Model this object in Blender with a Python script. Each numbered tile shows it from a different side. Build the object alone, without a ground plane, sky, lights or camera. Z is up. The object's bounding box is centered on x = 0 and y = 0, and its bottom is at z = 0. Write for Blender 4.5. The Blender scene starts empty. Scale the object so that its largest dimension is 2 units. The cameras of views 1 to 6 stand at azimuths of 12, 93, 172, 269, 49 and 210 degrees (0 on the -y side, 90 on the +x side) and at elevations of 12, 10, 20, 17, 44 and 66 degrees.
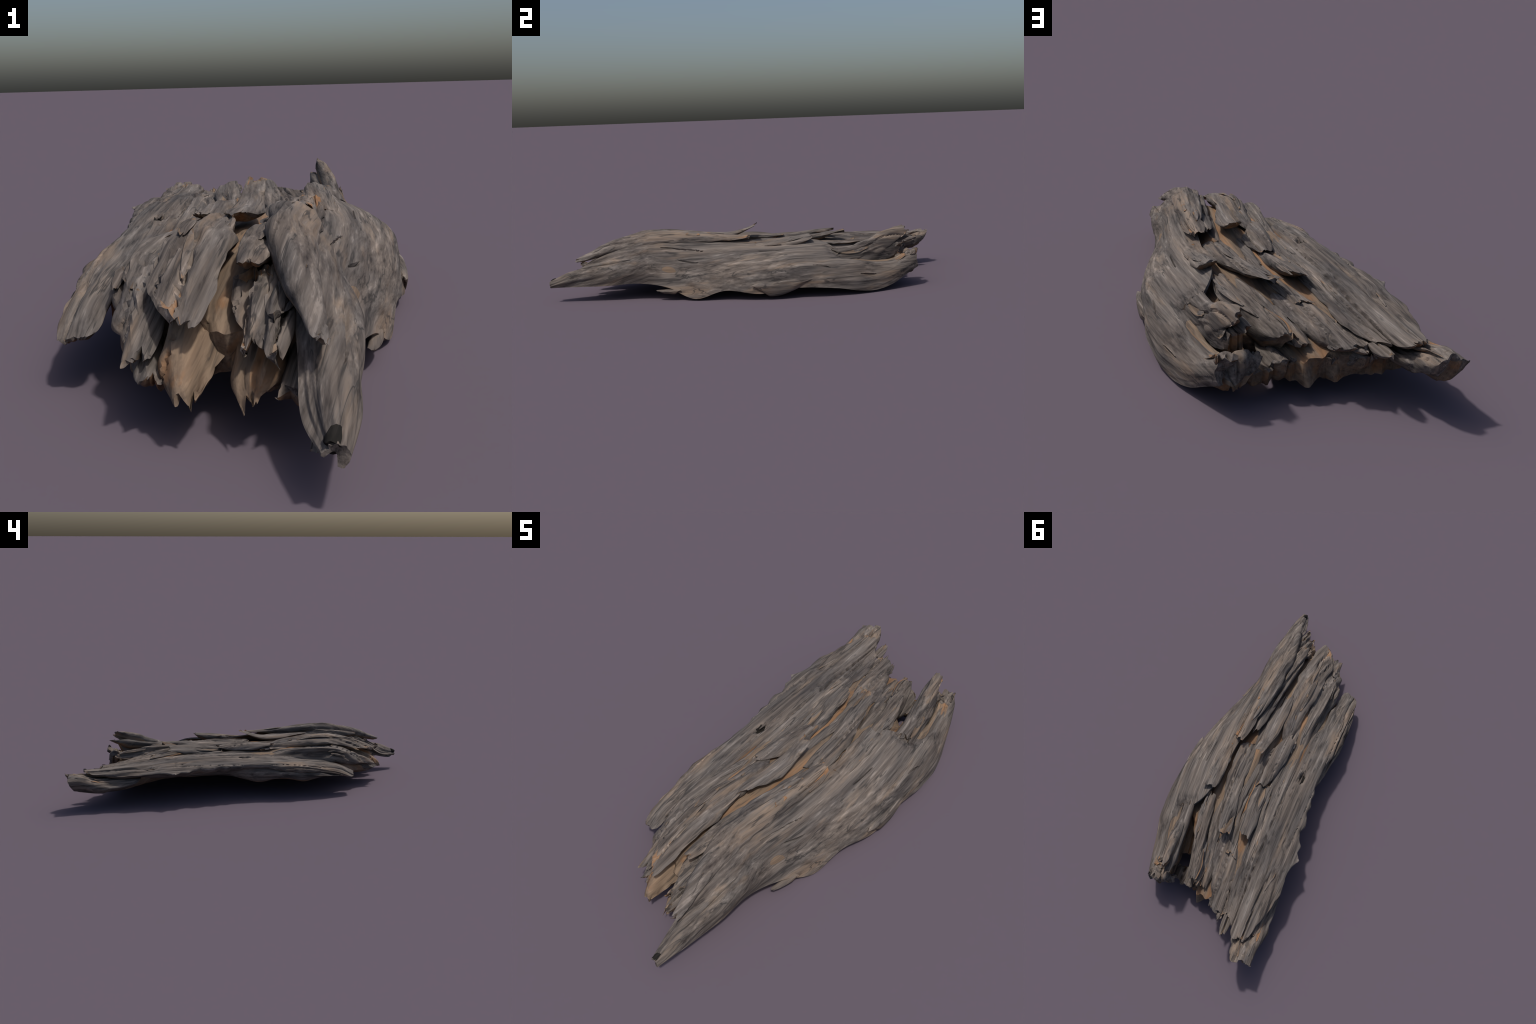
import bpy, math, random
import numpy as np
from mathutils import Vector

# ------------------------------------------------------------------ noise
class Noise:
    """Seeded smooth value noise in 2D."""
    def __init__(self, seed):
        self.g = np.random.RandomState(seed).rand(256, 256) * 2 - 1

    def __call__(self, x, y):
        x, y = np.asarray(x, float) + 64.0, np.asarray(y, float) + 64.0
        xi, yi = np.floor(x).astype(int), np.floor(y).astype(int)
        fx, fy = x - xi, y - yi
        fx, fy = fx * fx * (3 - 2 * fx), fy * fy * (3 - 2 * fy)
        g = self.g
        a, b = g[xi % 256, yi % 256], g[(xi + 1) % 256, yi % 256]
        c, d = g[xi % 256, (yi + 1) % 256], g[(xi + 1) % 256, (yi + 1) % 256]
        return (a * (1 - fx) + b * fx) * (1 - fy) + (c * (1 - fx) + d * fx) * fy

    def angular(self, x, y):
        """Bilinear value noise: flat facets with creases between."""
        x, y = np.broadcast_arrays(np.asarray(x, float) + 64.0, np.asarray(y, float) + 64.0)
        xi, yi = np.floor(x).astype(int), np.floor(y).astype(int)
        fx, fy = x - xi, y - yi
        g = self.g
        a, b = g[xi % 256, yi % 256], g[(xi + 1) % 256, yi % 256]
        c, d = g[xi % 256, (yi + 1) % 256], g[(xi + 1) % 256, (yi + 1) % 256]
        return (a * (1 - fx) + b * fx) * (1 - fy) + (c * (1 - fx) + d * fx) * fy

    def teeth(self, x, row):
        """Piecewise linear noise 0..1: splintered edges."""
        x = np.asarray(x, float) + 64.0
        xi = np.floor(x).astype(int)
        f = x - xi
        return 0.5 + 0.5 * (self.g[xi % 256, row % 256] * (1 - f) + self.g[(xi + 1) % 256, row % 256] * f)


def spline(rows, s):
    """Catmull-Rom through the control rows, parameter by distance, s in 0..1."""
    rows = np.array(rows, float)
    k = np.concatenate([[0], np.cumsum(np.linalg.norm(np.diff(rows[:, :3], axis=0), axis=1))])
    k /= k[-1]
    m = np.gradient(rows, k, axis=0)
    s = np.clip(s, 0, 1)
    i = np.clip(np.searchsorted(k, s, side="right") - 1, 0, len(k) - 2)
    h = (k[i + 1] - k[i])[..., None]
    u = ((s - k[i]) / (k[i + 1] - k[i]))[..., None]
    return ((1 + 2 * u) * (1 - u) ** 2 * rows[i] + u * (1 - u) ** 2 * h * m[i]
            + u * u * (3 - 2 * u) * rows[i + 1] + u * u * (u - 1) * h * m[i + 1])


def smooth01(x):
    x = np.clip(x, 0, 1)
    return x * x * (3 - 2 * x)


def grain(x, y):
    """Across-grain coordinate: the fibres lean towards -x at the back."""
    return x + 0.17 * y + 0.10 * y * y + 0.2 * x * y * y


# -------------------------------------------------------------- materials
def ramp(nt, fac, stops):
    n = nt.nodes.new("ShaderNodeValToRGB")
    n.color_ramp.interpolation = "EASE"
    e = n.color_ramp.elements
    while len(e) < len(stops):
        e.new(0.5)
    for el, (p, c) in zip(e, stops):
        el.position, el.color = p, (*c, 1)
    nt.links.new(fac, n.inputs[0])
    return n.outputs[0]


def wood(name, stops, patch, patch_range, streak_dark, rough, bump):
    m = bpy.data.materials.new(name)
    m.use_nodes = True
    nt = m.node_tree
    N, L = nt.nodes, nt.links
    b = N["Principled BSDF"]
    b.inputs["Roughness"].default_value = rough
    b.inputs["Specular IOR Level"].default_value = 0.15
    co = N.new("ShaderNodeTexCoord")
    sep = N.new("ShaderNodeSeparateXYZ")
    L.new(co.outputs["Object"], sep.inputs[0])

    def math_(op, a, c):
        n = N.new("ShaderNodeMath")
        n.operation = op
        for i, v in enumerate((a, c)):
            if isinstance(v, (int, float)):
                n.inputs[i].default_value = v
            else:
                L.new(v, n.inputs[i])
        return n.outputs[0]
    # bend the texture space so that fibres follow the grain of the log
    y2 = math_("MULTIPLY", sep.outputs[1], sep.outputs[1])
    bend = math_("ADD", math_("MULTIPLY", sep.outputs[1], 0.17),
                 math_("MULTIPLY", y2, math_("ADD", math_("MULTIPLY", sep.outputs[0], 0.2), 0.10)))
    across = math_("ADD", sep.outputs[0], bend)
    vec = N.new("ShaderNodeCombineXYZ")
    L.new(across, vec.inputs[0])
    L.new(sep.outputs[1], vec.inputs[1])
    # and down over the sloping front end
    fall = math_("MULTIPLY", math_("MAXIMUM", math_("SUBTRACT", -0.50, sep.outputs[1]), 0.0), 0.34)
    L.new(math_("ADD", sep.outputs[2], fall), vec.inputs[2])

    def noise(scale, along, detail, seed, distort=0.0, deep=1.0):
        mp = N.new("ShaderNodeMapping")
        mp.inputs["Scale"].default_value = (scale, along, scale * deep)
        mp.inputs["Location"].default_value = (seed, seed * 1.7, -seed)
        L.new(vec.outputs[0], mp.inputs[0])
        n = N.new("ShaderNodeTexNoise")
        n.inputs["Scale"].default_value = 1.0
        n.inputs["Detail"].default_value = detail
        n.inputs["Roughness"].default_value = 0.6
        n.inputs["Distortion"].default_value = distort
        L.new(mp.outputs[0], n.inputs[0])
        return n.outputs[0]

    def mix(fac, a, c, kind="MIX"):
        n = N.new("ShaderNodeMix")
        n.data_type, n.blend_type = "RGBA", kind
        for i, v in ((0, fac), (6, a), (7, c)):
            if isinstance(v, (int, float)):
                n.inputs[i].default_value = v
            elif isinstance(v, tuple):
                n.inputs[i].default_value = (*v, 1)
            else:
                L.new(v, n.inputs[i])
        return n.outputs[2]
    fibre = noise(62, 1.9, 3, 1.3, 0.12)
    fine = noise(190, 9.0, 3, 2.9, 0.2)
    grainy = math_("ADD", math_("MULTIPLY", fibre, 0.72), math_("MULTIPLY", fine, 0.28))
    col = ramp(nt, grainy, stops)
    # broad patches of paler, warmer wood
    broad = noise(17, 2.4, 5, 5.6, 0.2)
    pm = ramp(nt, broad, [(patch_range[0], (0, 0, 0)), (patch_range[1], (1, 1, 1))])
    col = mix(pm, col, mix(0.35, patch, col))
    # cool and warm drift of the weathered grey
    drift = noise(14, 3.5, 4, 9.7)
    col = mix(0.55, col, ramp(nt, drift, [(0.35, (0.45, 0.46, 0.475)), (0.65, (0.57, 0.525, 0.485))]), "OVERLAY")
    # light and dark lengths of wood
    tone = noise(20, 1.5, 3, 12.4, 0.2)
    col = mix(0.75, col, ramp(nt, tone, [(0.30, (0.27, 0.27, 0.285)), (0.5, (0.5, 0.5, 0.5)), (0.70, (0.70, 0.69, 0.67))]), "OVERLAY")
    # crack shade painted as dark lines along the grain: zeros of a stretched noise
    line = noise(32, 1.5, 3, 6.2, 0.1, 0.45)
    tm = ramp(nt, math_("ABSOLUTE", math_("SUBTRACT", line, 0.5), 0.0), [(0.005, (1, 1, 1)), (0.024, (0, 0, 0))])
    broken = ramp(nt, noise(26, 7, 2, 15.1), [(0.46, (0, 0, 0)), (0.60, (1, 1, 1))])
    col = mix(math_("MULTIPLY", math_("MULTIPLY", tm, broken), streak_dark), col, (0.040, 0.037, 0.036))
    L.new(col, b.inputs["Base Color"])
    bp = N.new("ShaderNodeBump")
    bp.inputs["Strength"].default_value = bump
    bp.inputs["Distance"].default_value = 0.004
    L.new(grainy, bp.inputs["Height"])
    L.new(bp.outputs[0], b.inputs["Normal"])
    return m


GREY = wood("weathered_grey_wood",
            [(0.34, (0.044, 0.038, 0.036)), (0.45, (0.093, 0.081, 0.074)), (0.55, (0.134, 0.117, 0.106)), (0.68, (0.222, 0.195, 0.176))],
            (0.235, 0.176, 0.130), (0.52, 0.73), 0.8, 0.9, 0.5)
TAN = wood("bare_tan_wood",
           [(0.28, (0.080, 0.059, 0.045)), (0.45, (0.145, 0.108, 0.080)), (0.6, (0.200, 0.149, 0.108)), (0.78, (0.280, 0.215, 0.158))],
           (0.240, 0.122, 0.056), (0.46, 0.64), 0.5, 0.9, 0.45)
DARK = wood("near_black_wood", [(0.3, (0.008, 0.008, 0.008)), (0.5, (0.014, 0.013, 0.012)), (0.6, (0.02, 0.018, 0.016)), (0.8, (0.04, 0.036, 0.033))],
            (0.02, 0.018, 0.016), (0.6, 0.8), 0.2, 0.95, 0.2)


# --------------------------------------------------------------- building
root = bpy.data.objects.new("driftwood_log", None)
bpy.context.scene.collection.objects.link(root)
root["label"] = "weathered grey driftwood slab split into jagged fibrous splinters"
root["category"] = "driftwood"


def make(name, verts, faces, mats, angle=38, parent=root):
    me = bpy.data.meshes.new(name)
    me.from_pydata([tuple(v) for v in verts], [], faces)
    me.materials.append(GREY)
    me.materials.append(TAN)
    me.materials.append(DARK)
    me.polygons.foreach_set("material_index", mats)
    me.polygons.foreach_set("use_smooth", [True] * len(faces))
    me.update()
    me.set_sharp_from_angle(angle=math.radians(angle))
    o = bpy.data.objects.new(name, me)
    bpy.context.scene.collection.objects.link(o)
    o.parent = parent
    return o


def relief(noise, x, y, seed, amp):
    """Fibre relief: ridges that run along the grain."""
    g = grain(x, y)
    r = noise(g * 28 + seed, y * 3.0) * 0.9 + noise(g * 60 + seed, y * 6) * 0.5 + noise(g * 120, y * 9 + seed) * 0.28
    r += 0.55 * (1 - 2 * np.abs(noise(g * 16 + seed * 2, y * 2.2 + 5)))
    for f, a in ((13, 3.4), (29, 1.9)):                        # long V-shaped splits
        r -= a * smooth01(1 - np.abs(noise(g * f + seed * 3, y * 1.3 + f)) / 0.11)
    return 1.25 * amp * r


def blade(name, rows, seed, front=0.12, back=0.12, teeth=5, amp=0.003, box=0.6, keel=0.6, ridge=0.22, peak=None,
          facet=0.006, taper=(0.45, 0.45), n_across=22, bare_ends=False, tan_below=-0.45, mat=None, step=0.010, pits=(), side=0.35, wedge=0.03):
    """A splinter or strand lofted along a spine.
    rows: x, y, z of the crest, half width, thickness, roll in degrees (+: +x side down).
    front / back: depth of the splintered ends in metres; ridge: slope from the crest line to the edges;
    facet: height of the angular chips; pits: (x, y, half length, half width, depth) holes in the top."""
    nz = Noise(seed)
    rows = np.array(rows, float)
    length = np.linalg.norm(np.diff(rows[:, :3], axis=0), axis=1).sum()
    M = max(12, int(length / step))
    K = n_across * 2
    th = (np.arange(K) + 0.5) / K * 2 * math.pi
    c, s_ = np.cos(th), np.sin(th)
    t = c                                         # superellipse, evenly sampled across the top
    v = np.sign(s_) * (1 - np.abs(c) ** (2 / box)) ** (box / 2)
    a = np.clip(front / length, 0, 0.45) * (0.75 * nz.teeth((t + 1) * 0.5 * teeth, 3) ** 1.2 + 0.25 * nz.teeth((t + 1) * 1.6 * teeth, 4))
    b = 1 - np.clip(back / length, 0, 0.45) * (0.75 * nz.teeth((t + 1) * 0.5 * teeth + 31, 9) ** 1.2 + 0.25 * nz.teeth((t + 1) * 1.6 * teeth + 31, 10))
    s = np.linspace(0, 1, M)[:, None]
    S = a[None] + s * (b - a)[None]
    q = spline(rows, S.ravel()).reshape(M, K, 6)
    e = 1e-3
    tang = spline(rows, np.clip(S.ravel() + e, 0, 1)) - spline(rows, np.clip(S.ravel() - e, 0, 1))
    tang = tang[:, :3].reshape(M, K, 3)
    tang /= np.linalg.norm(tang, axis=2, keepdims=True)
    lat = np.cross(tang, [0, 0, 1.0])
    lat /= np.linalg.norm(lat, axis=2, keepdims=True)
    up = np.cross(lat, tang)
    ro = np.radians(q[..., 5:6])
    lat, up = lat * np.cos(ro) - up * np.sin(ro), up * np.cos(ro) + lat * np.sin(ro)
    w, h = np.maximum(q[..., 3], 0.002), np.maximum(q[..., 4], 0.003)
    sm = np.broadcast_to(s, (M, K))
    thin = 1 - (1 - taper[0]) * smooth01(1 - sm / 0.3) - (1 - taper[1]) * smooth01((sm - 0.7) / 0.3)
    flank_ = np.sign(t)[None]
    D = S * length
    gap = np.minimum(sm, 1 - sm) * length
    thin = thin * (0.14 + 0.86 * np.sqrt(np.clip(gap / wedge, 0, 1)))
    w = w * (1 + 0.16 * nz.angular(D * 9, flank_ * 7 + 3) + 0.10 * nz.angular(D * 26, flank_ * 5 + 11))
    T, V = np.broadcast_to(t, (M, K)), np.broadcast_to(v, (M, K))
    below = np.where(V < 0, keel, 1.0)            # narrower underneath
    top = np.clip(V, 0, 1) ** 0.5
    line = (0.45 * nz.g[7, 7] if peak is None else peak) + 0.35 * nz(D * 3, 2.5)
    off = h * thin * (V - 1) * 0.5 - ridge * w * np.abs(T - line) * top - 0.008
    p = q[..., :3] + lat * (w * T * (1 - (1 - below) * np.clip(-V, 0, 1)))[..., None] + up * off[..., None]
    r = relief(nz, p[..., 0], p[..., 1], seed * 0.37, amp) * (0.5 + 0.5 * np.clip(V, 0, 1))
    g = grain(p[..., 0], p[..., 1])
    chip = nz.angular(g * 34 + p[..., 2] * 22 + seed, D * 5) * 0.8 + nz.angular(g * 70 + p[..., 2] * 45 + 9, D * 12) * 0.45
    r = r + facet * chip * np.maximum(side, 0.25 + 0.75 * top) * np.clip(w / 0.03, 0.25, 1)
    hole = np.zeros((M, K))
    for px, py, pl, pw, pd in pits:
        d = np.sqrt(((p[..., 1] - py) / pl) ** 2 + ((g - grain(px, py)) / pw) ** 2)
        k_ = smooth01(1.25 - d) * (V > 0.2)
        r = r - pd * k_
        hole = np.maximum(hole, k_)
    out = up * V[..., None] + lat * (T * side)[..., None]
    p = p + out * r[..., None]
    verts = p.reshape(-1, 3)
    faces, mats = [], []
    vm = (v + np.roll(v, -1)) / 2
    for i in range(M - 1):
        for k in range(K):
            k2 = (k + 1) % K
            faces.append((i * K + k, (i + 1) * K + k, (i + 1) * K + k2, i * K + k2))
            mats.append(2 if hole[i, k] > 0.55 else 1 if vm[k] < tan_below else 0)  # 2: deep pit faces coloured near-black to deepen the hole's shadow
    for ring, flip in ((0, False), (M - 1, True)):
        o = ring * K
        for k in range(n_across - 1):
            f = (o + k, o + k + 1, o + K - 2 - k, o + K - 1 - k)
            faces.append(f[::-1] if flip else f)
            mats.append(1 if bare_ends else 0)
    if mat is not None:
        mats = [mat] * len(faces)
    return make(name, verts, faces, mats)


def shell(name, stations, thick, seed, nu=200, nv=90, amp=0.003, cracks=(), jag=(0.0, 0.0), edge=0.0, flip=False, mats_in=1, close=False):
    """Lofted slab. stations: (y, [(x, z) ...]) listing the outer surface."""
    nz = Noise(seed)
    ys = np.array([s[0] for s in stations], float)
    pts = np.array([s[1] for s in stations], float)            # S x C x 2
    C = pts.shape[1]
    v = np.linspace(0, 1, nv)
    cols = []
    for j in range(len(ys)):
        rows = np.column_stack([pts[j], np.zeros(C)])
        cols.append(spline(rows, v)[:, :2])
    cols = np.array(cols)                                      # S x nv x 2
    y0 = ys[0] + jag[0] * nz.teeth(v * 9, 5)
    y1 = ys[-1] - jag[1] * nz.teeth(v * 9, 15)
    u = np.linspace(0, 1, nu)[:, None]
    Y = y0[None] + u * (y1 - y0)[None]
    P = np.zeros((nu, nv, 3))
    m = np.gradient(cols, ys, axis=0)
    idx = np.clip(np.searchsorted(ys, Y, side="right") - 1, 0, len(ys) - 2)
    jj = np.broadcast_to(np.arange(nv), (nu, nv))
    h = (ys[idx + 1] - ys[idx])[..., None]
    f = ((Y - ys[idx]) / (ys[idx + 1] - ys[idx]))[..., None]
    P[..., [0, 2]] = ((1 + 2 * f) * (1 - f) ** 2 * cols[idx, jj] + f * (1 - f) ** 2 * h * m[idx, jj]
                      + f * f * (3 - 2 * f) * cols[idx + 1, jj] + f * f * (f - 1) * h * m[idx + 1, jj])
    P[..., 1] = Y
    du, dv = np.gradient(P, axis=0), np.gradient(P, axis=1)
    n = np.cross(du, dv)
    n /= np.linalg.norm(n, axis=2, keepdims=True) + 1e-9
    if flip:
        n = -n
    V = np.broadcast_to(v, (nu, nv))
    arc = np.concatenate([[0], np.cumsum(np.linalg.norm(np.diff(cols.mean(0), axis=0), axis=1))])
    A = arc[None] + 0.1 * Y
    r = (nz(A * 26, Y * 2.6) * 0.9 + nz(A * 55, Y * 5 + 9) * 0.5 + nz(A * 110, Y * 10) * 0.3 + nz(Y * 7, A * 9) * 1.1) * amp
    r = r + 0.007 * smooth01((-0.55 - Y) / 0.2) * (nz.angular(A * 34, Y * 5) + 0.4 * nz.angular(A * 80, Y * 11))
    for cy, cv, ln, wd, dp in cracks:                           # lens-shaped splits along the grain
        d = np.abs(V - cv - 0.05 * (Y - cy) - 0.012 * nz(Y * 14, cv * 40))
        half = wd * np.clip(1 - ((Y - cy) / ln) ** 2, 0, 1)
        r = r - dp * smooth01(1 - d / (half + 1e-6)) * (half > 1e-4)
        r = r + 0.3 * dp * smooth01(1 - np.abs(d - half * 2) / (half + 1e-6)) * (half > 1e-4) * (V < cv)
    O = P + n * r[..., None]
    if edge:                                                   # ragged lower edge
        drop = edge * (nz.angular(Y * 11, 3.3) + 0.6 * nz.angular(Y * 29, 8.1)) * smooth01((V - 0.72) / 0.28)
        O[..., 2] += drop
        P = P.copy()
        P[..., 2] += drop
    inner = P - n * (thick * np.minimum(1, 0.45 + 3 * np.minimum(V, 1 - V)) * np.clip((Y - ys[0]) / 0.25, 0.4, 1))[..., None]
    inner += n * (0.008 * nz(A * 20 + 40, Y * 8) * np.clip((Y - ys[0]) / 0.3, 0, 1))[..., None]
    verts = np.concatenate([O.reshape(-1, 3), inner.reshape(-1, 3)])
    faces, mats = [], []
    B = nu * nv
    for i in range(nu - 1):
        for j in range(nv - 1):
            a, b, c, d = i * nv + j, (i + 1) * nv + j, (i + 1) * nv + j + 1, i * nv + j + 1
            faces.append((a, b, c, d) if not flip else (d, c, b, a))
            mats.append(0)
            faces.append((B + d, B + c, B + b, B + a) if not flip else (B + a, B + b, B + c, B + d))
            mats.append(mats_in)

    def rim(seq, rev):
        for a, b in zip(seq[:-1], seq[1:]):
            f = (a, b, B + b, B + a)
            faces.append(f[::-1] if rev != flip else f)
            mats.append(0)
    rim([j for j in range(nv)], False)
    rim([(nu - 1) * nv + j for j in range(nv)], True)
    rim([i * nv for i in range(nu)], True)
    rim([i * nv + nv - 1 for i in range(nu)], False)
    return make(name, verts, faces, mats, angle=45)


def core(name, stations, seed, nu=170, nt=60, amp=0.006):
    """Closed loft of the inner wood. station: y, xL, xR, zL_top, zM_top, zR_top, zL_bot, zM_bot, zR_bot."""
    nz = Noise(seed)
    st = np.array(stations, float)
    ys = st[:, 0]
    Y = np.linspace(ys[0], ys[-1], nu)
    c = np.array([np.interp(Y, ys, st[:, k]) for k in range(1, 9)]).T
    t = np.linspace(0, 1, nt)
    T = np.concatenate([t, t[::-1]])
    top = np.concatenate([np.ones(nt), np.zeros(nt)])
    verts = []
    for i, y in enumerate(Y):
        xL, xR, a, b, d, e, f, g = c[i]
        x = xL + (xR - xL) * T
        zt = a * (1 - T) * (1 - 2 * T) + b * 4 * T * (1 - T) + d * T * (2 * T - 1)
        zb = e * (1 - T) * (1 - 2 * T) + f * 4 * T * (1 - T) + g * T * (2 * T - 1)
        round_ = np.clip(np.minimum(T, 1 - T) / 0.06, 0, 1) ** 0.5
        zc = (zt + zb) / 2
        z = np.where(top > 0, zc + (zt - zc) * (0.5 + 0.5 * round_), zc + (zb - zc) * (0.5 + 0.5 * round_))
        gco = grain(x, y)
        r = nz(gco * 24, y * 3 + top * 20) + 0.6 * nz(gco * 55, y * 7 + top * 40) + 0.7 * nz(gco * 9, y * 9)
        z = z + amp * r * np.where(top > 0, 1, -1.4)
        yy = y + 0.022 * (nz.angular(gco * 20 + 50, z * 22) + 0.6 * nz.angular(gco * 48 + 20, z * 50)) * (1 if 3 < i < nu - 4 else 1.5)
        verts += list(zip(x, yy, z))
    K = 2 * nt
    faces = []
    for i in range(nu - 1):
        for k in range(K):
            k2 = (k + 1) % K
            faces.append((i * K + k, i * K + k2, (i + 1) * K + k2, (i + 1) * K + k))
    for ring, rev in ((0, True), (nu - 1, False)):
        for k in range(nt - 1):
            f = (ring * K + k, ring * K + k + 1, ring * K + K - 2 - k, ring * K + K - 1 - k)
            faces.append(f[::-1] if rev else f)
    return make(name, verts, faces, [1] * len(faces), angle=45)


# inner wood, seen in the gaps, at the ends and underneath
core("heartwood", [
    (-0.73, 0.08, 0.37, 0.12, 0.165, 0.14, 0.085, 0.085, 0.085),
    (-0.70, 0.02, 0.385, 0.125, 0.200, 0.16, 0.090, 0.080, 0.085),
    (-0.50, -0.10, 0.38, 0.13, 0.240, 0.17, 0.100, 0.060, 0.085),
    (-0.30, -0.19, 0.39, 0.15, 0.244, 0.14, 0.108, 0.050, 0.06),
    (-0.10, -0.21, 0.42, 0.165, 0.234, 0.12, 0.115, 0.048, 0.06),
    (0.10, -0.20, 0.43, 0.175, 0.226, 0.12, 0.145, 0.060, 0.05),
    (0.30, -0.24, 0.40, 0.185, 0.218, 0.13, 0.155, 0.065, 0.06),
    (0.42, -0.27, 0.37, 0.18, 0.203, 0.12, 0.150, 0.070, 0.06),
    (0.48, -0.29, 0.21, 0.175, 0.200, 0.15, 0.145, 0.080, 0.06),
    (0.60, -0.35, 0.095, 0.165, 0.178, 0.13, 0.115, 0.075, 0.06),
    (0.72, -0.37, 0.05, 0.155, 0.155, 0.12, 0.088, 0.052, 0.045),
    (0.79, -0.38, 0.02, 0.15, 0.140, 0.11, 0.085, 0.056, 0.05),
], 11, nt=90)

# the broad smooth flank on the +x side, from the crest down to the ground
shell("flank", [
    (-0.995, [(0.385, 0.088), (0.396, 0.104), (0.408, 0.104), (0.418, 0.092), (0.412, 0.073)]),
    (-0.90, [(0.345, 0.100), (0.373, 0.132), (0.402, 0.143), (0.425, 0.112), (0.420, 0.076)]),
    (-0.80, [(0.325, 0.165), (0.355, 0.195), (0.382, 0.178), (0.412, 0.145), (0.418, 0.076)]),
    (-0.70, [(0.300, 0.220), (0.345, 0.235), (0.376, 0.192), (0.414, 0.155), (0.415, 0.077)]),
    (-0.55, [(0.270, 0.270), (0.330, 0.262), (0.376, 0.203), (0.408, 0.145), (0.402, 0.082)]),
    (-0.40, [(0.260, 0.290), (0.318, 0.265), (0.352, 0.200), (0.388, 0.122), (0.422, 0.062)]),
    (-0.27, [(0.250, 0.290), (0.314, 0.256), (0.354, 0.200), (0.412, 0.121), (0.448, 0.008)]),
    (-0.12, [(0.240, 0.278), (0.314, 0.248), (0.368, 0.195), (0.432, 0.128), (0.453, 0.045)]),
    (0.06, [(0.225, 0.255), (0.315, 0.230), (0.378, 0.195), (0.440, 0.135), (0.471, 0.030)]),
    (0.24, [(0.205, 0.255), (0.288, 0.230), (0.374, 0.197), (0.434, 0.150), (0.448, 0.050)]),
    (0.38, [(0.215, 0.238), (0.275, 0.215), (0.357, 0.175), (0.415, 0.130), (0.438, 0.045)]),
    (0.46, [(0.255, 0.190), (0.290, 0.172), (0.342, 0.163), (0.400, 0.120), (0.420, 0.035)]),
    (0.54, [(0.272, 0.135), (0.295, 0.150), (0.330, 0.156), (0.386, 0.108), (0.397, 0.018)]),
    (0.64, [(0.235, 0.115), (0.258, 0.132), (0.298, 0.135), (0.340, 0.095), (0.352, 0.010)]),
    (0.72, [(0.205, 0.118), (0.235, 0.135), (0.275, 0.128), (0.308, 0.095), (0.305, 0.028)]),
    (0.79, [(0.180, 0.145), (0.215, 0.158), (0.250, 0.143), (0.272, 0.108), (0.265, 0.065)]),
    (0.86, [(0.165, 0.190), (0.192, 0.198), (0.212, 0.180), (0.228, 0.145), (0.222, 0.100)]),
], 0.03, 21, nu=300, nv=120, amp=0.0024, jag=(0.0, 0.03), flip=True, cracks=[
    (-0.33, 0.30, 0.12, 0.009, 0.010), (-0.30, 0.49, 0.07, 0.009, 0.008), (0.12, 0.33, 0.09, 0.008, 0.009),
    (0.36, 0.66, 0.04, 0.010, 0.009), (0.60, 0.62, 0.045, 0.016, 0.011), (-0.72, 0.50, 0.14, 0.028, 0.007)])


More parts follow.
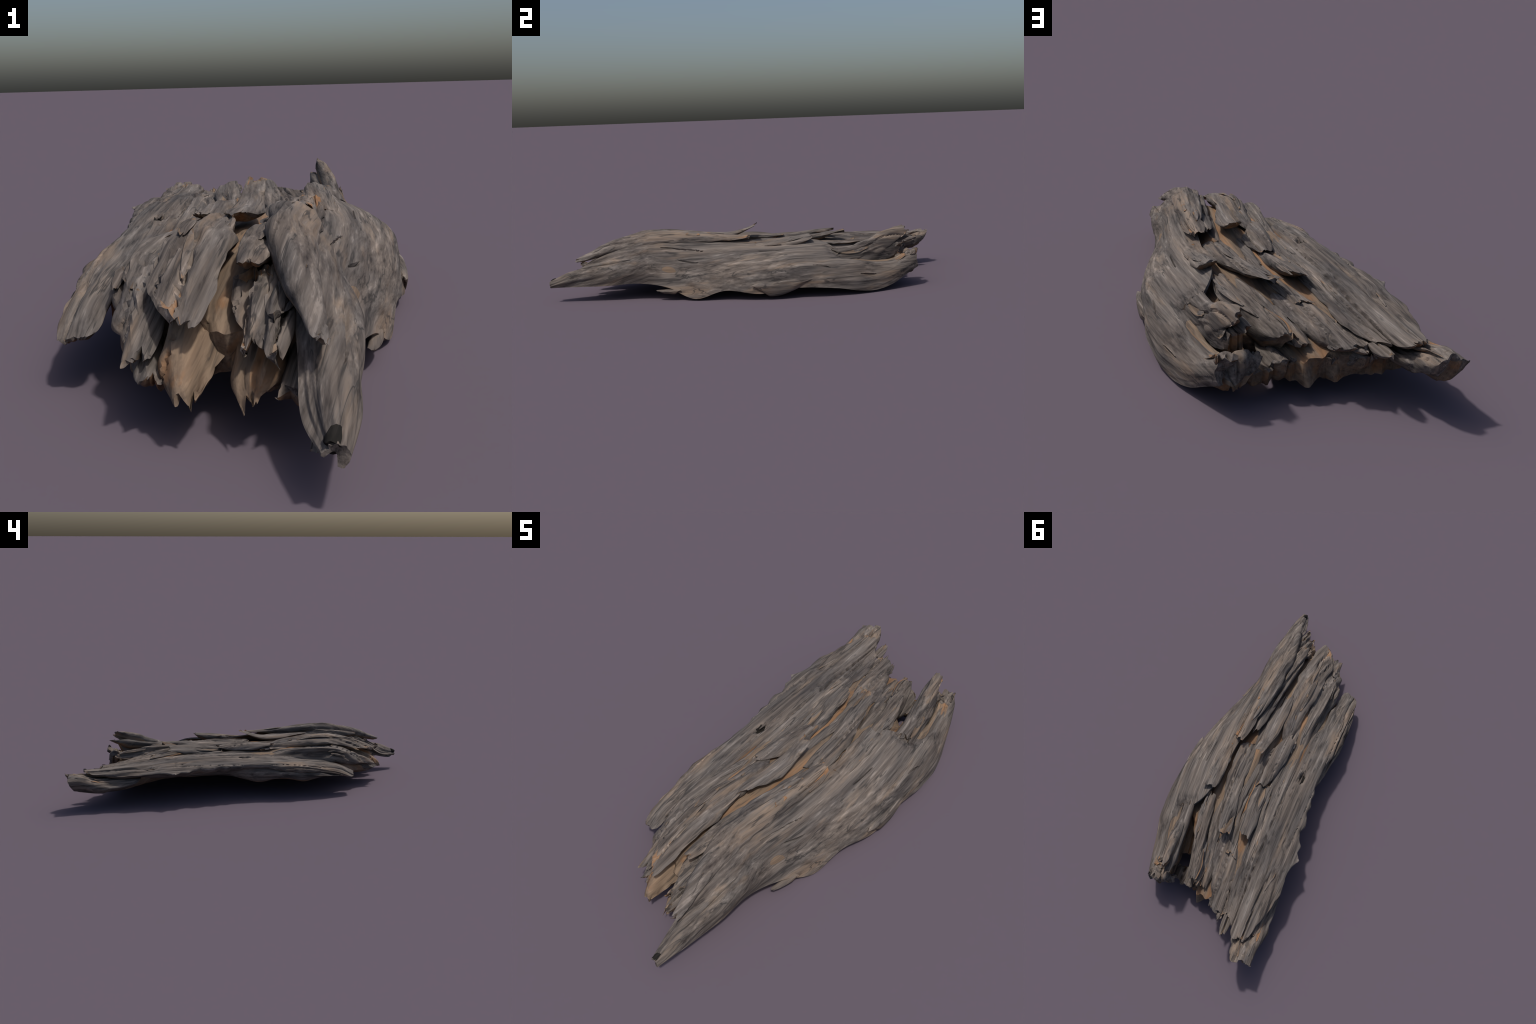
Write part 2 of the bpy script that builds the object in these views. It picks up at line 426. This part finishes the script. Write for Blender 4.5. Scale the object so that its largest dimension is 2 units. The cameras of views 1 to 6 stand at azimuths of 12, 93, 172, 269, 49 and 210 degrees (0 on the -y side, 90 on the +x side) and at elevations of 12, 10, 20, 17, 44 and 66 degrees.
# long strands, front (-y) to back (+y): x, y, z, half width, thickness, roll
S = {
    "crest": dict(seed=31, front=0.05, back=0.04, teeth=3, ridge=0.25, rows=[
        (0.382, -0.885, 0.205, 0.013, 0.040, 20), (0.358, -0.800, 0.242, 0.024, 0.060, 22), (0.321, -0.690, 0.290, 0.037, 0.070, 20),
        (0.293, -0.570, 0.320, 0.050, 0.070, 20), (0.277, -0.420, 0.332, 0.052, 0.070, 20), (0.263, -0.270, 0.320, 0.050, 0.060, 18),
        (0.252, -0.120, 0.303, 0.046, 0.045, 12), (0.236, 0.010, 0.293, 0.026, 0.022, 6)]),
    "rib": dict(seed=32, front=0.03, back=0.05, teeth=3, rows=[
        (0.227, -0.718, 0.281, 0.020, 0.050, -5), (0.220, -0.620, 0.300, 0.031, 0.070, 0), (0.214, -0.520, 0.307, 0.033, 0.070, 0),
        (0.205, -0.420, 0.304, 0.030, 0.060, 0), (0.198, -0.300, 0.292, 0.028, 0.050, 0), (0.196, -0.180, 0.282, 0.024, 0.040, 0),
        (0.190, -0.070, 0.269, 0.011, 0.020, 0)]),
    "front_plate": dict(seed=33, front=0.10, back=0.10, teeth=3, amp=0.003, ridge=0.2, peak=0.3, rows=[
        (0.152, -0.845, 0.192, 0.017, 0.020, -8), (0.134, -0.760, 0.234, 0.051, 0.035, -10), (0.108, -0.650, 0.275, 0.068, 0.050, -10),
        (0.088, -0.520, 0.305, 0.075, 0.070, -4), (0.070, -0.420, 0.309, 0.068, 0.080, -4), (0.050, -0.300, 0.293, 0.055, 0.070, -12),
        (0.015, -0.180, 0.268, 0.041, 0.050, -10), (-0.040, -0.080, 0.244, 0.028, 0.040, 0)]),
    "side_strand": dict(seed=34, front=0.06, back=0.10, amp=0.004, ridge=0.35, facet=0.008, rows=[
        (0.066, -0.820, 0.128, 0.022, 0.030, -10), (0.048, -0.744, 0.170, 0.036, 0.060, -20), (0.006, -0.660, 0.213, 0.056, 0.090, -28),
        (-0.032, -0.550, 0.246, 0.066, 0.090, -28), (-0.048, -0.430, 0.250, 0.060, 0.080, -28), (-0.054, -0.310, 0.246, 0.050, 0.070, -22),
        (-0.068, -0.190, 0.234, 0.042, 0.050, -12), (-0.088, -0.070, 0.217, 0.030, 0.040, 0)]),
    "edge_slab": dict(seed=35, front=0.03, back=0.07, teeth=6, amp=0.0036, box=0.42, ridge=0.07, facet=0.004, n_across=40, step=0.008,
                      keel=0.72, tan_below=-0.8, pits=[(-0.166, -0.008, 0.038, 0.016, 0.034)], rows=[
        (-0.114, -0.662, 0.114, 0.042, 0.045, -18), (-0.130, -0.580, 0.156, 0.052, 0.060, -18), (-0.152, -0.470, 0.180, 0.060, 0.065, -18),
        (-0.162, -0.350, 0.200, 0.074, 0.070, -12), (-0.158, -0.200, 0.221, 0.082, 0.070, -8), (-0.162, -0.030, 0.235, 0.084, 0.070, -6),
        (-0.192, 0.130, 0.237, 0.100, 0.070, -5), (-0.230, 0.300, 0.235, 0.117, 0.065, -4), (-0.270, 0.460, 0.228, 0.116, 0.060, -2),
        (-0.301, 0.620, 0.214, 0.099, 0.060, 0), (-0.325, 0.770, 0.204, 0.072, 0.060, 0), (-0.345, 0.870, 0.205, 0.042, 0.045, 0),
        (-0.362, 0.920, 0.210, 0.020, 0.020, 0)]),
    "raised_splinter": dict(seed=36, front=0.10, back=0.05, teeth=3, taper=(0.3, 0.6), wedge=0.01, ridge=0.15, facet=0.003, rows=[
        (0.130, -0.400, 0.306, 0.013, 0.020, 0), (0.118, -0.300, 0.306, 0.029, 0.030, 4), (0.113, -0.200, 0.296, 0.038, 0.030, 4),
        (0.105, -0.100, 0.298, 0.037, 0.026, 4), (0.098, -0.030, 0.316, 0.031, 0.020, 4), (0.094, 0.035, 0.338, 0.020, 0.014, 4)]),
    "mid_splinter": dict(seed=37, front=0.06, back=0.06, teeth=3, taper=(0.4, 0.4), rows=[
        (-0.006, -0.20, 0.272, 0.010, 0.02, -5), (0.000, -0.10, 0.274, 0.040, 0.04, -8), (0.008, 0.01, 0.273, 0.055, 0.045, -8),
        (0.002, 0.10, 0.266, 0.042, 0.04, -8), (-0.002, 0.190, 0.257, 0.012, 0.02, -5)]),
    "lifted_plate": dict(seed=38, front=0.05, back=0.07, teeth=3, taper=(0.6, 0.25), ridge=0.15, facet=0.004, rows=[
        (0.188, -0.050, 0.246, 0.037, 0.040, 0), (0.156, 0.060, 0.254, 0.050, 0.050, 0), (0.124, 0.180, 0.260, 0.048, 0.050, -3),
        (0.088, 0.280, 0.266, 0.046, 0.045, -5), (0.046, 0.380, 0.271, 0.042, 0.035, -8), (0.008, 0.465, 0.274, 0.033, 0.022, -8),
        (-0.024, 0.525, 0.273, 0.015, 0.010, -8)]),
    "lifted_plate.b": dict(seed=39, front=0.05, back=0.07, teeth=3, taper=(0.6, 0.25), ridge=0.15, facet=0.004, rows=[
        (-0.010, 0.100, 0.240, 0.032, 0.040, -5), (-0.030, 0.200, 0.256, 0.040, 0.050, -8), (-0.058, 0.310, 0.266, 0.044, 0.045, -12),
        (-0.084, 0.400, 0.268, 0.040, 0.030, -14), (-0.100, 0.485, 0.266, 0.022, 0.012, -14)]),
    "shoulder": dict(seed=40, front=0.08, back=0.03, teeth=3, taper=(0.4, 0.5), rows=[
        (0.285, -0.02, 0.248, 0.020, 0.03, 18), (0.262, 0.10, 0.264, 0.040, 0.045, 15), (0.238, 0.21, 0.276, 0.044, 0.05, 12),
        (0.214, 0.328, 0.286, 0.030, 0.04, 8)]),
    "inner_strand": dict(seed=41, front=0.08, back=0.08, rows=[
        (-0.072, -0.200, 0.214, 0.024, 0.040, -5), (-0.082, -0.060, 0.232, 0.037, 0.050, -8), (-0.086, 0.080, 0.237, 0.037, 0.050, -8),
        (-0.108, 0.220, 0.238, 0.039, 0.050, -8), (-0.140, 0.350, 0.236, 0.044, 0.050, -5), (-0.175, 0.500, 0.222, 0.046, 0.040, -3),
        (-0.215, 0.660, 0.202, 0.046, 0.040, 0), (-0.255, 0.790, 0.190, 0.033, 0.030, 0), (-0.285, 0.860, 0.188, 0.014, 0.020, 0)]),
    "back_strand": dict(seed=42, front=0.06, back=0.05, amp=0.004, ridge=0.5, facet=0.008, rows=[
        (0.196, 0.30, 0.246, 0.024, 0.04, 0), (0.164, 0.42, 0.242, 0.032, 0.06, 0), (0.112, 0.53, 0.236, 0.038, 0.09, -5),
        (0.068, 0.61, 0.230, 0.040, 0.11, -5), (0.032, 0.69, 0.226, 0.040, 0.12, -5), (0.010, 0.75, 0.216, 0.034, 0.11, -5),
        (0.000, 0.795, 0.192, 0.022, 0.07, 0)]),
    "back_strand.b": dict(seed=43, front=0.06, back=0.07, ridge=0.4, rows=[
        (0.136, 0.300, 0.222, 0.024, 0.040, 0), (0.094, 0.430, 0.228, 0.031, 0.050, 0), (0.048, 0.530, 0.218, 0.033, 0.060, -4),
        (0.012, 0.610, 0.202, 0.033, 0.070, -4), (-0.020, 0.700, 0.182, 0.031, 0.070, 0), (-0.045, 0.780, 0.165, 0.017, 0.050, 0)]),
    "back_plate": dict(seed=44, front=0.06, back=0.06, ridge=0.1, rows=[
        (0.010, 0.44, 0.210, 0.045, 0.04, 0), (-0.050, 0.55, 0.210, 0.062, 0.05, 0), (-0.100, 0.64, 0.198, 0.074, 0.06, 0),
        (-0.145, 0.73, 0.188, 0.070, 0.06, 0), (-0.188, 0.80, 0.183, 0.046, 0.045, 0), (-0.212, 0.845, 0.182, 0.016, 0.03, 0)]),
    "fin": dict(seed=45, front=0.05, back=0.04, teeth=4, amp=0.004, taper=(0.8, 0.8), rows=[
        (0.306, 0.420, 0.198, 0.030, 0.040, 35), (0.282, 0.520, 0.200, 0.036, 0.050, 45), (0.256, 0.600, 0.220, 0.042, 0.055, 52),
        (0.236, 0.670, 0.246, 0.046, 0.055, 55), (0.206, 0.740, 0.276, 0.042, 0.050, 55), (0.164, 0.815, 0.296, 0.028, 0.035, 48)]),
    "fin.b": dict(seed=46, front=0.05, back=0.06, teeth=4, amp=0.004, ridge=0.3, taper=(0.7, 0.6), rows=[
        (0.271, 0.400, 0.222, 0.018, 0.050, 20), (0.246, 0.500, 0.220, 0.022, 0.060, 20), (0.218, 0.600, 0.234, 0.026, 0.060, 25),
        (0.194, 0.680, 0.252, 0.028, 0.060, 25), (0.166, 0.750, 0.262, 0.026, 0.060, 25), (0.132, 0.835, 0.260, 0.012, 0.030, 10)]),
    "tail": dict(seed=47, front=0.05, back=0.03, teeth=4, amp=0.004, ridge=0.25, facet=0.013, side=0.9, wedge=0.03, tan_below=-0.9, taper=(0.6, 0.9), rows=[
        (-0.335, 0.56, 0.172, 0.050, 0.05, 0), (-0.350, 0.70, 0.172, 0.068, 0.068, -4), (-0.372, 0.82, 0.176, 0.082, 0.085, -4),
        (-0.402, 0.91, 0.200, 0.072, 0.095, -8), (-0.430, 0.986, 0.200, 0.052, 0.085, -14)]),
    "cavity_floor": dict(seed=48, front=0.03, back=0.03, mat=1, ridge=0.0, rows=[
        (0.335, 0.40, 0.140, 0.05, 0.06, 10), (0.295, 0.54, 0.120, 0.055, 0.06, 10), (0.255, 0.68, 0.112, 0.055, 0.06, 8),
        (0.210, 0.80, 0.125, 0.04, 0.05, 5)]),
    "back_rim": dict(seed=49, front=0.02, back=0.03, facet=0.016, ridge=0.5, side=1.0, taper=(0.8, 0.8), keel=1.0, n_across=26, step=0.006, rows=[
        (0.262, 0.765, 0.130, 0.02, 0.07, 0), (0.212, 0.805, 0.184, 0.022, 0.12, 0), (0.150, 0.808, 0.186, 0.026, 0.12, 0),
        (0.090, 0.79, 0.170, 0.02, 0.10, 0)]),
    "fin_wall": dict(seed=57, front=0.03, back=0.04, facet=0.012, side=0.9, keel=1.0, ridge=0.2, teeth=4, taper=(0.8, 0.8), rows=[
        (0.278, 0.460, 0.190, 0.024, 0.080, 10), (0.252, 0.560, 0.200, 0.026, 0.100, 12), (0.226, 0.650, 0.222, 0.027, 0.120, 15),
        (0.197, 0.730, 0.240, 0.026, 0.130, 15), (0.160, 0.800, 0.232, 0.022, 0.110, 10)]),
    "spike_side": dict(seed=50, front=0.03, back=0.04, teeth=3, amp=0.002, facet=0.005, ridge=0.2, taper=(0.8, 0.8), rows=[
        (0.386, -0.985, 0.092, 0.020, 0.02, -35), (0.376, -0.94, 0.108, 0.030, 0.03, -40), (0.362, -0.87, 0.130, 0.038, 0.04, -40),
        (0.350, -0.78, 0.150, 0.040, 0.05, -30), (0.345, -0.68, 0.170, 0.030, 0.06, -20)]),
    "valley_strand": dict(seed=51, front=0.06, back=0.08, teeth=3, facet=0.007, rows=[
        (0.085, -0.100, 0.240, 0.015, 0.030, 0), (0.066, 0.030, 0.244, 0.020, 0.040, 0), (0.048, 0.180, 0.246, 0.022, 0.040, 0),
        (0.020, 0.320, 0.242, 0.024, 0.040, 0), (-0.030, 0.450, 0.230, 0.028, 0.040, 0), (-0.090, 0.580, 0.212, 0.024, 0.030, 0)]),
    "valley_strand.b": dict(seed=52, front=0.06, back=0.06, teeth=3, facet=0.007, rows=[
        (-0.030, -0.240, 0.228, 0.015, 0.030, 0), (-0.042, -0.100, 0.236, 0.024, 0.040, 0), (-0.046, 0.050, 0.238, 0.020, 0.040, 0),
        (-0.060, 0.160, 0.236, 0.011, 0.030, 0)]),
    "valley_strand.c": dict(seed=53, front=0.05, back=0.05, teeth=3, facet=0.007, rows=[
        (0.176, -0.420, 0.250, 0.013, 0.030, 0), (0.169, -0.280, 0.250, 0.018, 0.030, 0), (0.164, -0.140, 0.244, 0.020, 0.030, 0),
        (0.154, -0.020, 0.234, 0.011, 0.030, 0)]),
    "cleft_floor": dict(seed=58, mat=1, facet=0.008, ridge=0.0, front=0.02, back=0.02, rows=[
        (0.225, 0.40, 0.150, 0.040, 0.05, 0), (0.185, 0.53, 0.115, 0.045, 0.04, 0), (0.150, 0.65, 0.090, 0.040, 0.03, 0)]),
    "bare_rim": dict(seed=59, mat=1, facet=0.005, ridge=0.1, teeth=3, front=0.04, back=0.03, rows=[
        (0.330, 0.44, 0.166, 0.012, 0.02, 25), (0.306, 0.54, 0.162, 0.024, 0.025, 22), (0.275, 0.64, 0.148, 0.028, 0.025, 15),
        (0.245, 0.72, 0.150, 0.028, 0.025, 8), (0.216, 0.79, 0.174, 0.022, 0.02, 0)]),
    "hem": dict(seed=54, front=0.04, back=0.04, teeth=3, facet=0.010, keel=0.4, ridge=0.2, tan_below=-0.9, rows=[
        (-0.150, -0.600, 0.125, 0.022, 0.035, 0), (-0.190, -0.450, 0.150, 0.026, 0.053, 0), (-0.205, -0.370, 0.160, 0.028, 0.078, 0),
        (-0.215, -0.270, 0.172, 0.028, 0.060, 0), (-0.215, -0.190, 0.180, 0.028, 0.067, 0), (-0.218, -0.100, 0.185, 0.030, 0.089, 0),
        (-0.211, -0.020, 0.190, 0.030, 0.081, 0), (-0.212, 0.080, 0.195, 0.030, 0.060, 0), (-0.232, 0.220, 0.200, 0.030, 0.058, 0),
        (-0.269, 0.360, 0.200, 0.030, 0.065, 0), (-0.308, 0.520, 0.190, 0.026, 0.067, 0), (-0.328, 0.660, 0.175, 0.024, 0.060, 0)]),
    "flap": dict(seed=55, tan_below=-2, front=0.04, back=0.04, teeth=3, facet=0.006, keel=0.7, rows=[
        (0.462, 0.00, 0.075, 0.010, 0.03, 0), (0.466, 0.07, 0.092, 0.012, 0.066, 0), (0.458, 0.15, 0.095, 0.012, 0.070, 0),
        (0.446, 0.24, 0.098, 0.010, 0.045, 0), (0.436, 0.33, 0.098, 0.006, 0.02, 0)]),
    "flap.b": dict(seed=56, tan_below=-2, front=0.02, back=0.02, teeth=2, facet=0.003, n_across=10, rows=[
        (0.415, -0.47, 0.056, 0.006, 0.012, 0), (0.420, -0.41, 0.060, 0.014, 0.02, 0), (0.428, -0.33, 0.062, 0.014, 0.03, 0)]),
}
SPINES = {}
KIND = {"front_plate": "plate", "back_plate": "plate", "lifted_plate": "plate", "side_strand": "strand", "inner_strand": "strand",
        "back_strand": "strand", "valley_strand": "strand", "edge_slab": "slab", "mid_splinter": "splinter", "raised_splinter": "splinter",
        "back_rim": "rim", "bare_rim": "rim", "spike_side": "spike", "fin_wall": "fin"}
for key, d in S.items():
    SPINES[key] = np.array(d["rows"], float)
    blade(KIND.get(key.split(".")[0], key.split(".")[0]), d.pop("rows"), **d)

# narrow slivers that stand out of the long strands, following their grain
rng = np.random.RandomState(5)
slivers = {"crest": 7, "rib": 4, "front_plate": 9, "side_strand": 8, "edge_slab": 20, "mid_splinter": 3, "lifted_plate": 6,
           "lifted_plate.b": 4, "shoulder": 4, "inner_strand": 8, "back_strand": 6, "back_strand.b": 5, "back_plate": 7, "tail": 5,
           "valley_strand": 5, "fin": 3, "fin.b": 4}
for key, count in slivers.items():
    spine = SPINES[key]
    total = np.linalg.norm(np.diff(spine[:, :3], axis=0), axis=1).sum()
    for i in range(count):
        ln = min(rng.uniform(0.09, 0.24), total * 0.6)
        s0 = rng.uniform(0.04, 0.96 - ln / total)
        t0, dt = rng.uniform(-0.85, 0.85), rng.uniform(-0.2, 0.2)
        w0, lift = rng.uniform(0.006, 0.014), rng.uniform(0.0, 0.004)
        end_up = rng.choice([0, 0, 0.003, 0.006]) * (1 if rng.rand() < 0.75 else -1)
        rows = []
        for f in np.linspace(0, 1, 5):
            q = spline(spine, np.array([s0 + f * ln / total]))[0]
            q2 = spline(spine, np.array([min(1, s0 + f * ln / total + 0.01)]))[0]
            tg = q2[:3] - q[:3]
            la = np.cross(tg, [0, 0, 1.0])
            la /= np.linalg.norm(la) + 1e-9
            ro = math.radians(q[5])
            t = float(np.clip(t0 + dt * (f - 0.5), -0.92, 0.92))
            drop = 0.006 + 0.2 * q[3] * abs(t) + q[4] * 0.10 * abs(t) ** 4
            z = q[2] - q[3] * t * math.sin(ro) - drop + lift - 0.008 * (abs(2 * f - 1) ** 3)
            z += (end_up if end_up > 0 else 0) * f ** 3 + (-end_up if end_up < 0 else 0) * (1 - f) ** 3
            w = w0 * (1 - 0.75 * abs(2 * f - 1) ** 2)
            rows.append((q[0] + la[0] * q[3] * t * math.cos(ro), q[1] + la[1] * q[3] * t, z + 0.005, w, 0.012 - 0.006 * abs(2 * f - 1), q[5] + rng.uniform(-12, 12)))
        blade("sliver", rows, 200 + int(rng.randint(5000)), front=0.02, back=0.02, teeth=2, amp=0.0015, facet=0.002, ridge=0.5,
              n_across=7, step=0.012, taper=(0.5, 0.4), tan_below=-0.2)

# blocks and splinters of the broken ends
ends = [
    # front lobes under the plate
    ([(0.130, -0.60, 0.20, 0.05, 0.10, 0), (0.146, -0.74, 0.178, 0.052, 0.095, 0), (0.158, -0.815, 0.138, 0.040, 0.070, 0), (0.172, -0.868, 0.076, 0.012, 0.02, 0)][::-1], 61),
    ([(0.240, -0.60, 0.21, 0.04, 0.10, 0), (0.252, -0.74, 0.165, 0.045, 0.090, 0), (0.256, -0.815, 0.132, 0.038, 0.065, 0), (0.263, -0.862, 0.076, 0.010, 0.02, 0)][::-1], 62),
    ([(0.262, -0.60, 0.27, 0.03, 0.08, 0), (0.282, -0.72, 0.236, 0.035, 0.060, 0), (0.303, -0.880, 0.176, 0.010, 0.020, 0)][::-1], 63),
    ([(0.228, -0.62, 0.265, 0.035, 0.08, 0), (0.246, -0.73, 0.232, 0.040, 0.060, 0), (0.258, -0.845, 0.165, 0.018, 0.025, 0)][::-1], 64),
    ([(0.320, -0.65, 0.18, 0.04, 0.09, 0), (0.325, -0.75, 0.145, 0.045, 0.070, 0), (0.335, -0.86, 0.112, 0.030, 0.035, 0)][::-1], 65),
    ([(0.290, -0.66, 0.240, 0.03, 0.05, 0), (0.289, -0.73, 0.240, 0.025, 0.04, 0), (0.288, -0.800, 0.214, 0.008, 0.015, 0)][::-1], 66),
    ([(0.040, -0.58, 0.16, 0.045, 0.07, 0), (0.072, -0.72, 0.140, 0.048, 0.065, 0), (0.100, -0.835, 0.112, 0.022, 0.035, 0)][::-1], 67),
    # ragged masses at the back
    ([(0.050, 0.58, 0.14, 0.055, 0.08, 0), (0.030, 0.70, 0.14, 0.055, 0.10, 0), (0.022, 0.80, 0.14, 0.045, 0.09, 0)], 71),
    ([(-0.02, 0.56, 0.16, 0.06, 0.10, 0), (-0.060, 0.68, 0.15, 0.065, 0.10, 0), (-0.100, 0.81, 0.135, 0.045, 0.08, 0)], 73),
    ([(-0.14, 0.60, 0.17, 0.06, 0.09, 0), (-0.180, 0.72, 0.16, 0.060, 0.09, 0), (-0.220, 0.85, 0.155, 0.035, 0.06, 0)], 74),
    ([(0.255, 0.55, 0.125, 0.05, 0.08, 0), (0.215, 0.68, 0.122, 0.06, 0.09, 0), (0.170, 0.81, 0.125, 0.045, 0.09, 0)], 72),
    ([(0.110, 0.66, 0.095, 0.045, 0.05, 0), (0.100, 0.74, 0.105, 0.050, 0.06, 0), (0.090, 0.805, 0.115, 0.040, 0.06, 0)], 79),
    # small pointed splinters along the back edge
    ([(-0.235, 0.80, 0.182, 0.022, 0.03, 0), (-0.252, 0.87, 0.185, 0.020, 0.02, 0), (-0.268, 0.935, 0.190, 0.004, 0.008, 0)], 75),
    ([(-0.180, 0.77, 0.175, 0.022, 0.03, 0), (-0.192, 0.82, 0.175, 0.020, 0.02, 0), (-0.203, 0.875, 0.178, 0.004, 0.008, 0)], 76),
    ([(-0.115, 0.75, 0.172, 0.022, 0.03, 0), (-0.125, 0.79, 0.175, 0.020, 0.02, 0), (-0.136, 0.838, 0.184, 0.004, 0.008, 0)], 77),
    ([(0.20, 0.70, 0.235, 0.02, 0.03, 40), (0.215, 0.74, 0.225, 0.018, 0.02, 50), (0.218, 0.785, 0.215, 0.004, 0.01, 50)], 80),
    ([(0.22, 0.80, 0.165, 0.02, 0.03, 0), (0.222, 0.83, 0.185, 0.012, 0.02, 0), (0.224, 0.850, 0.208, 0.003, 0.008, 0)], 81),
]
for rows, seed in ends:
    blade("broken_end", rows, seed, front=0.05, back=0.05, teeth=4, amp=0.005, facet=0.018 if seed < 70 else 0.012, side=0.8, taper=(0.8, 0.8), step=0.007, n_across=20, ridge=0.5 if seed < 70 else 0.35,
          mat=1 if seed in (61, 62, 72) else None)

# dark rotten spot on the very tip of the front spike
blade("rotten_tip", [(0.407, -1.003, 0.111, 0.014, 0.042, 12), (0.408, -0.990, 0.121, 0.015, 0.046, 18), (0.410, -0.966, 0.129, 0.005, 0.022, 22)],
      91, front=0.006, back=0.014, mat=2, n_across=8, step=0.004, facet=0.002, amp=0.001, wedge=0.004)
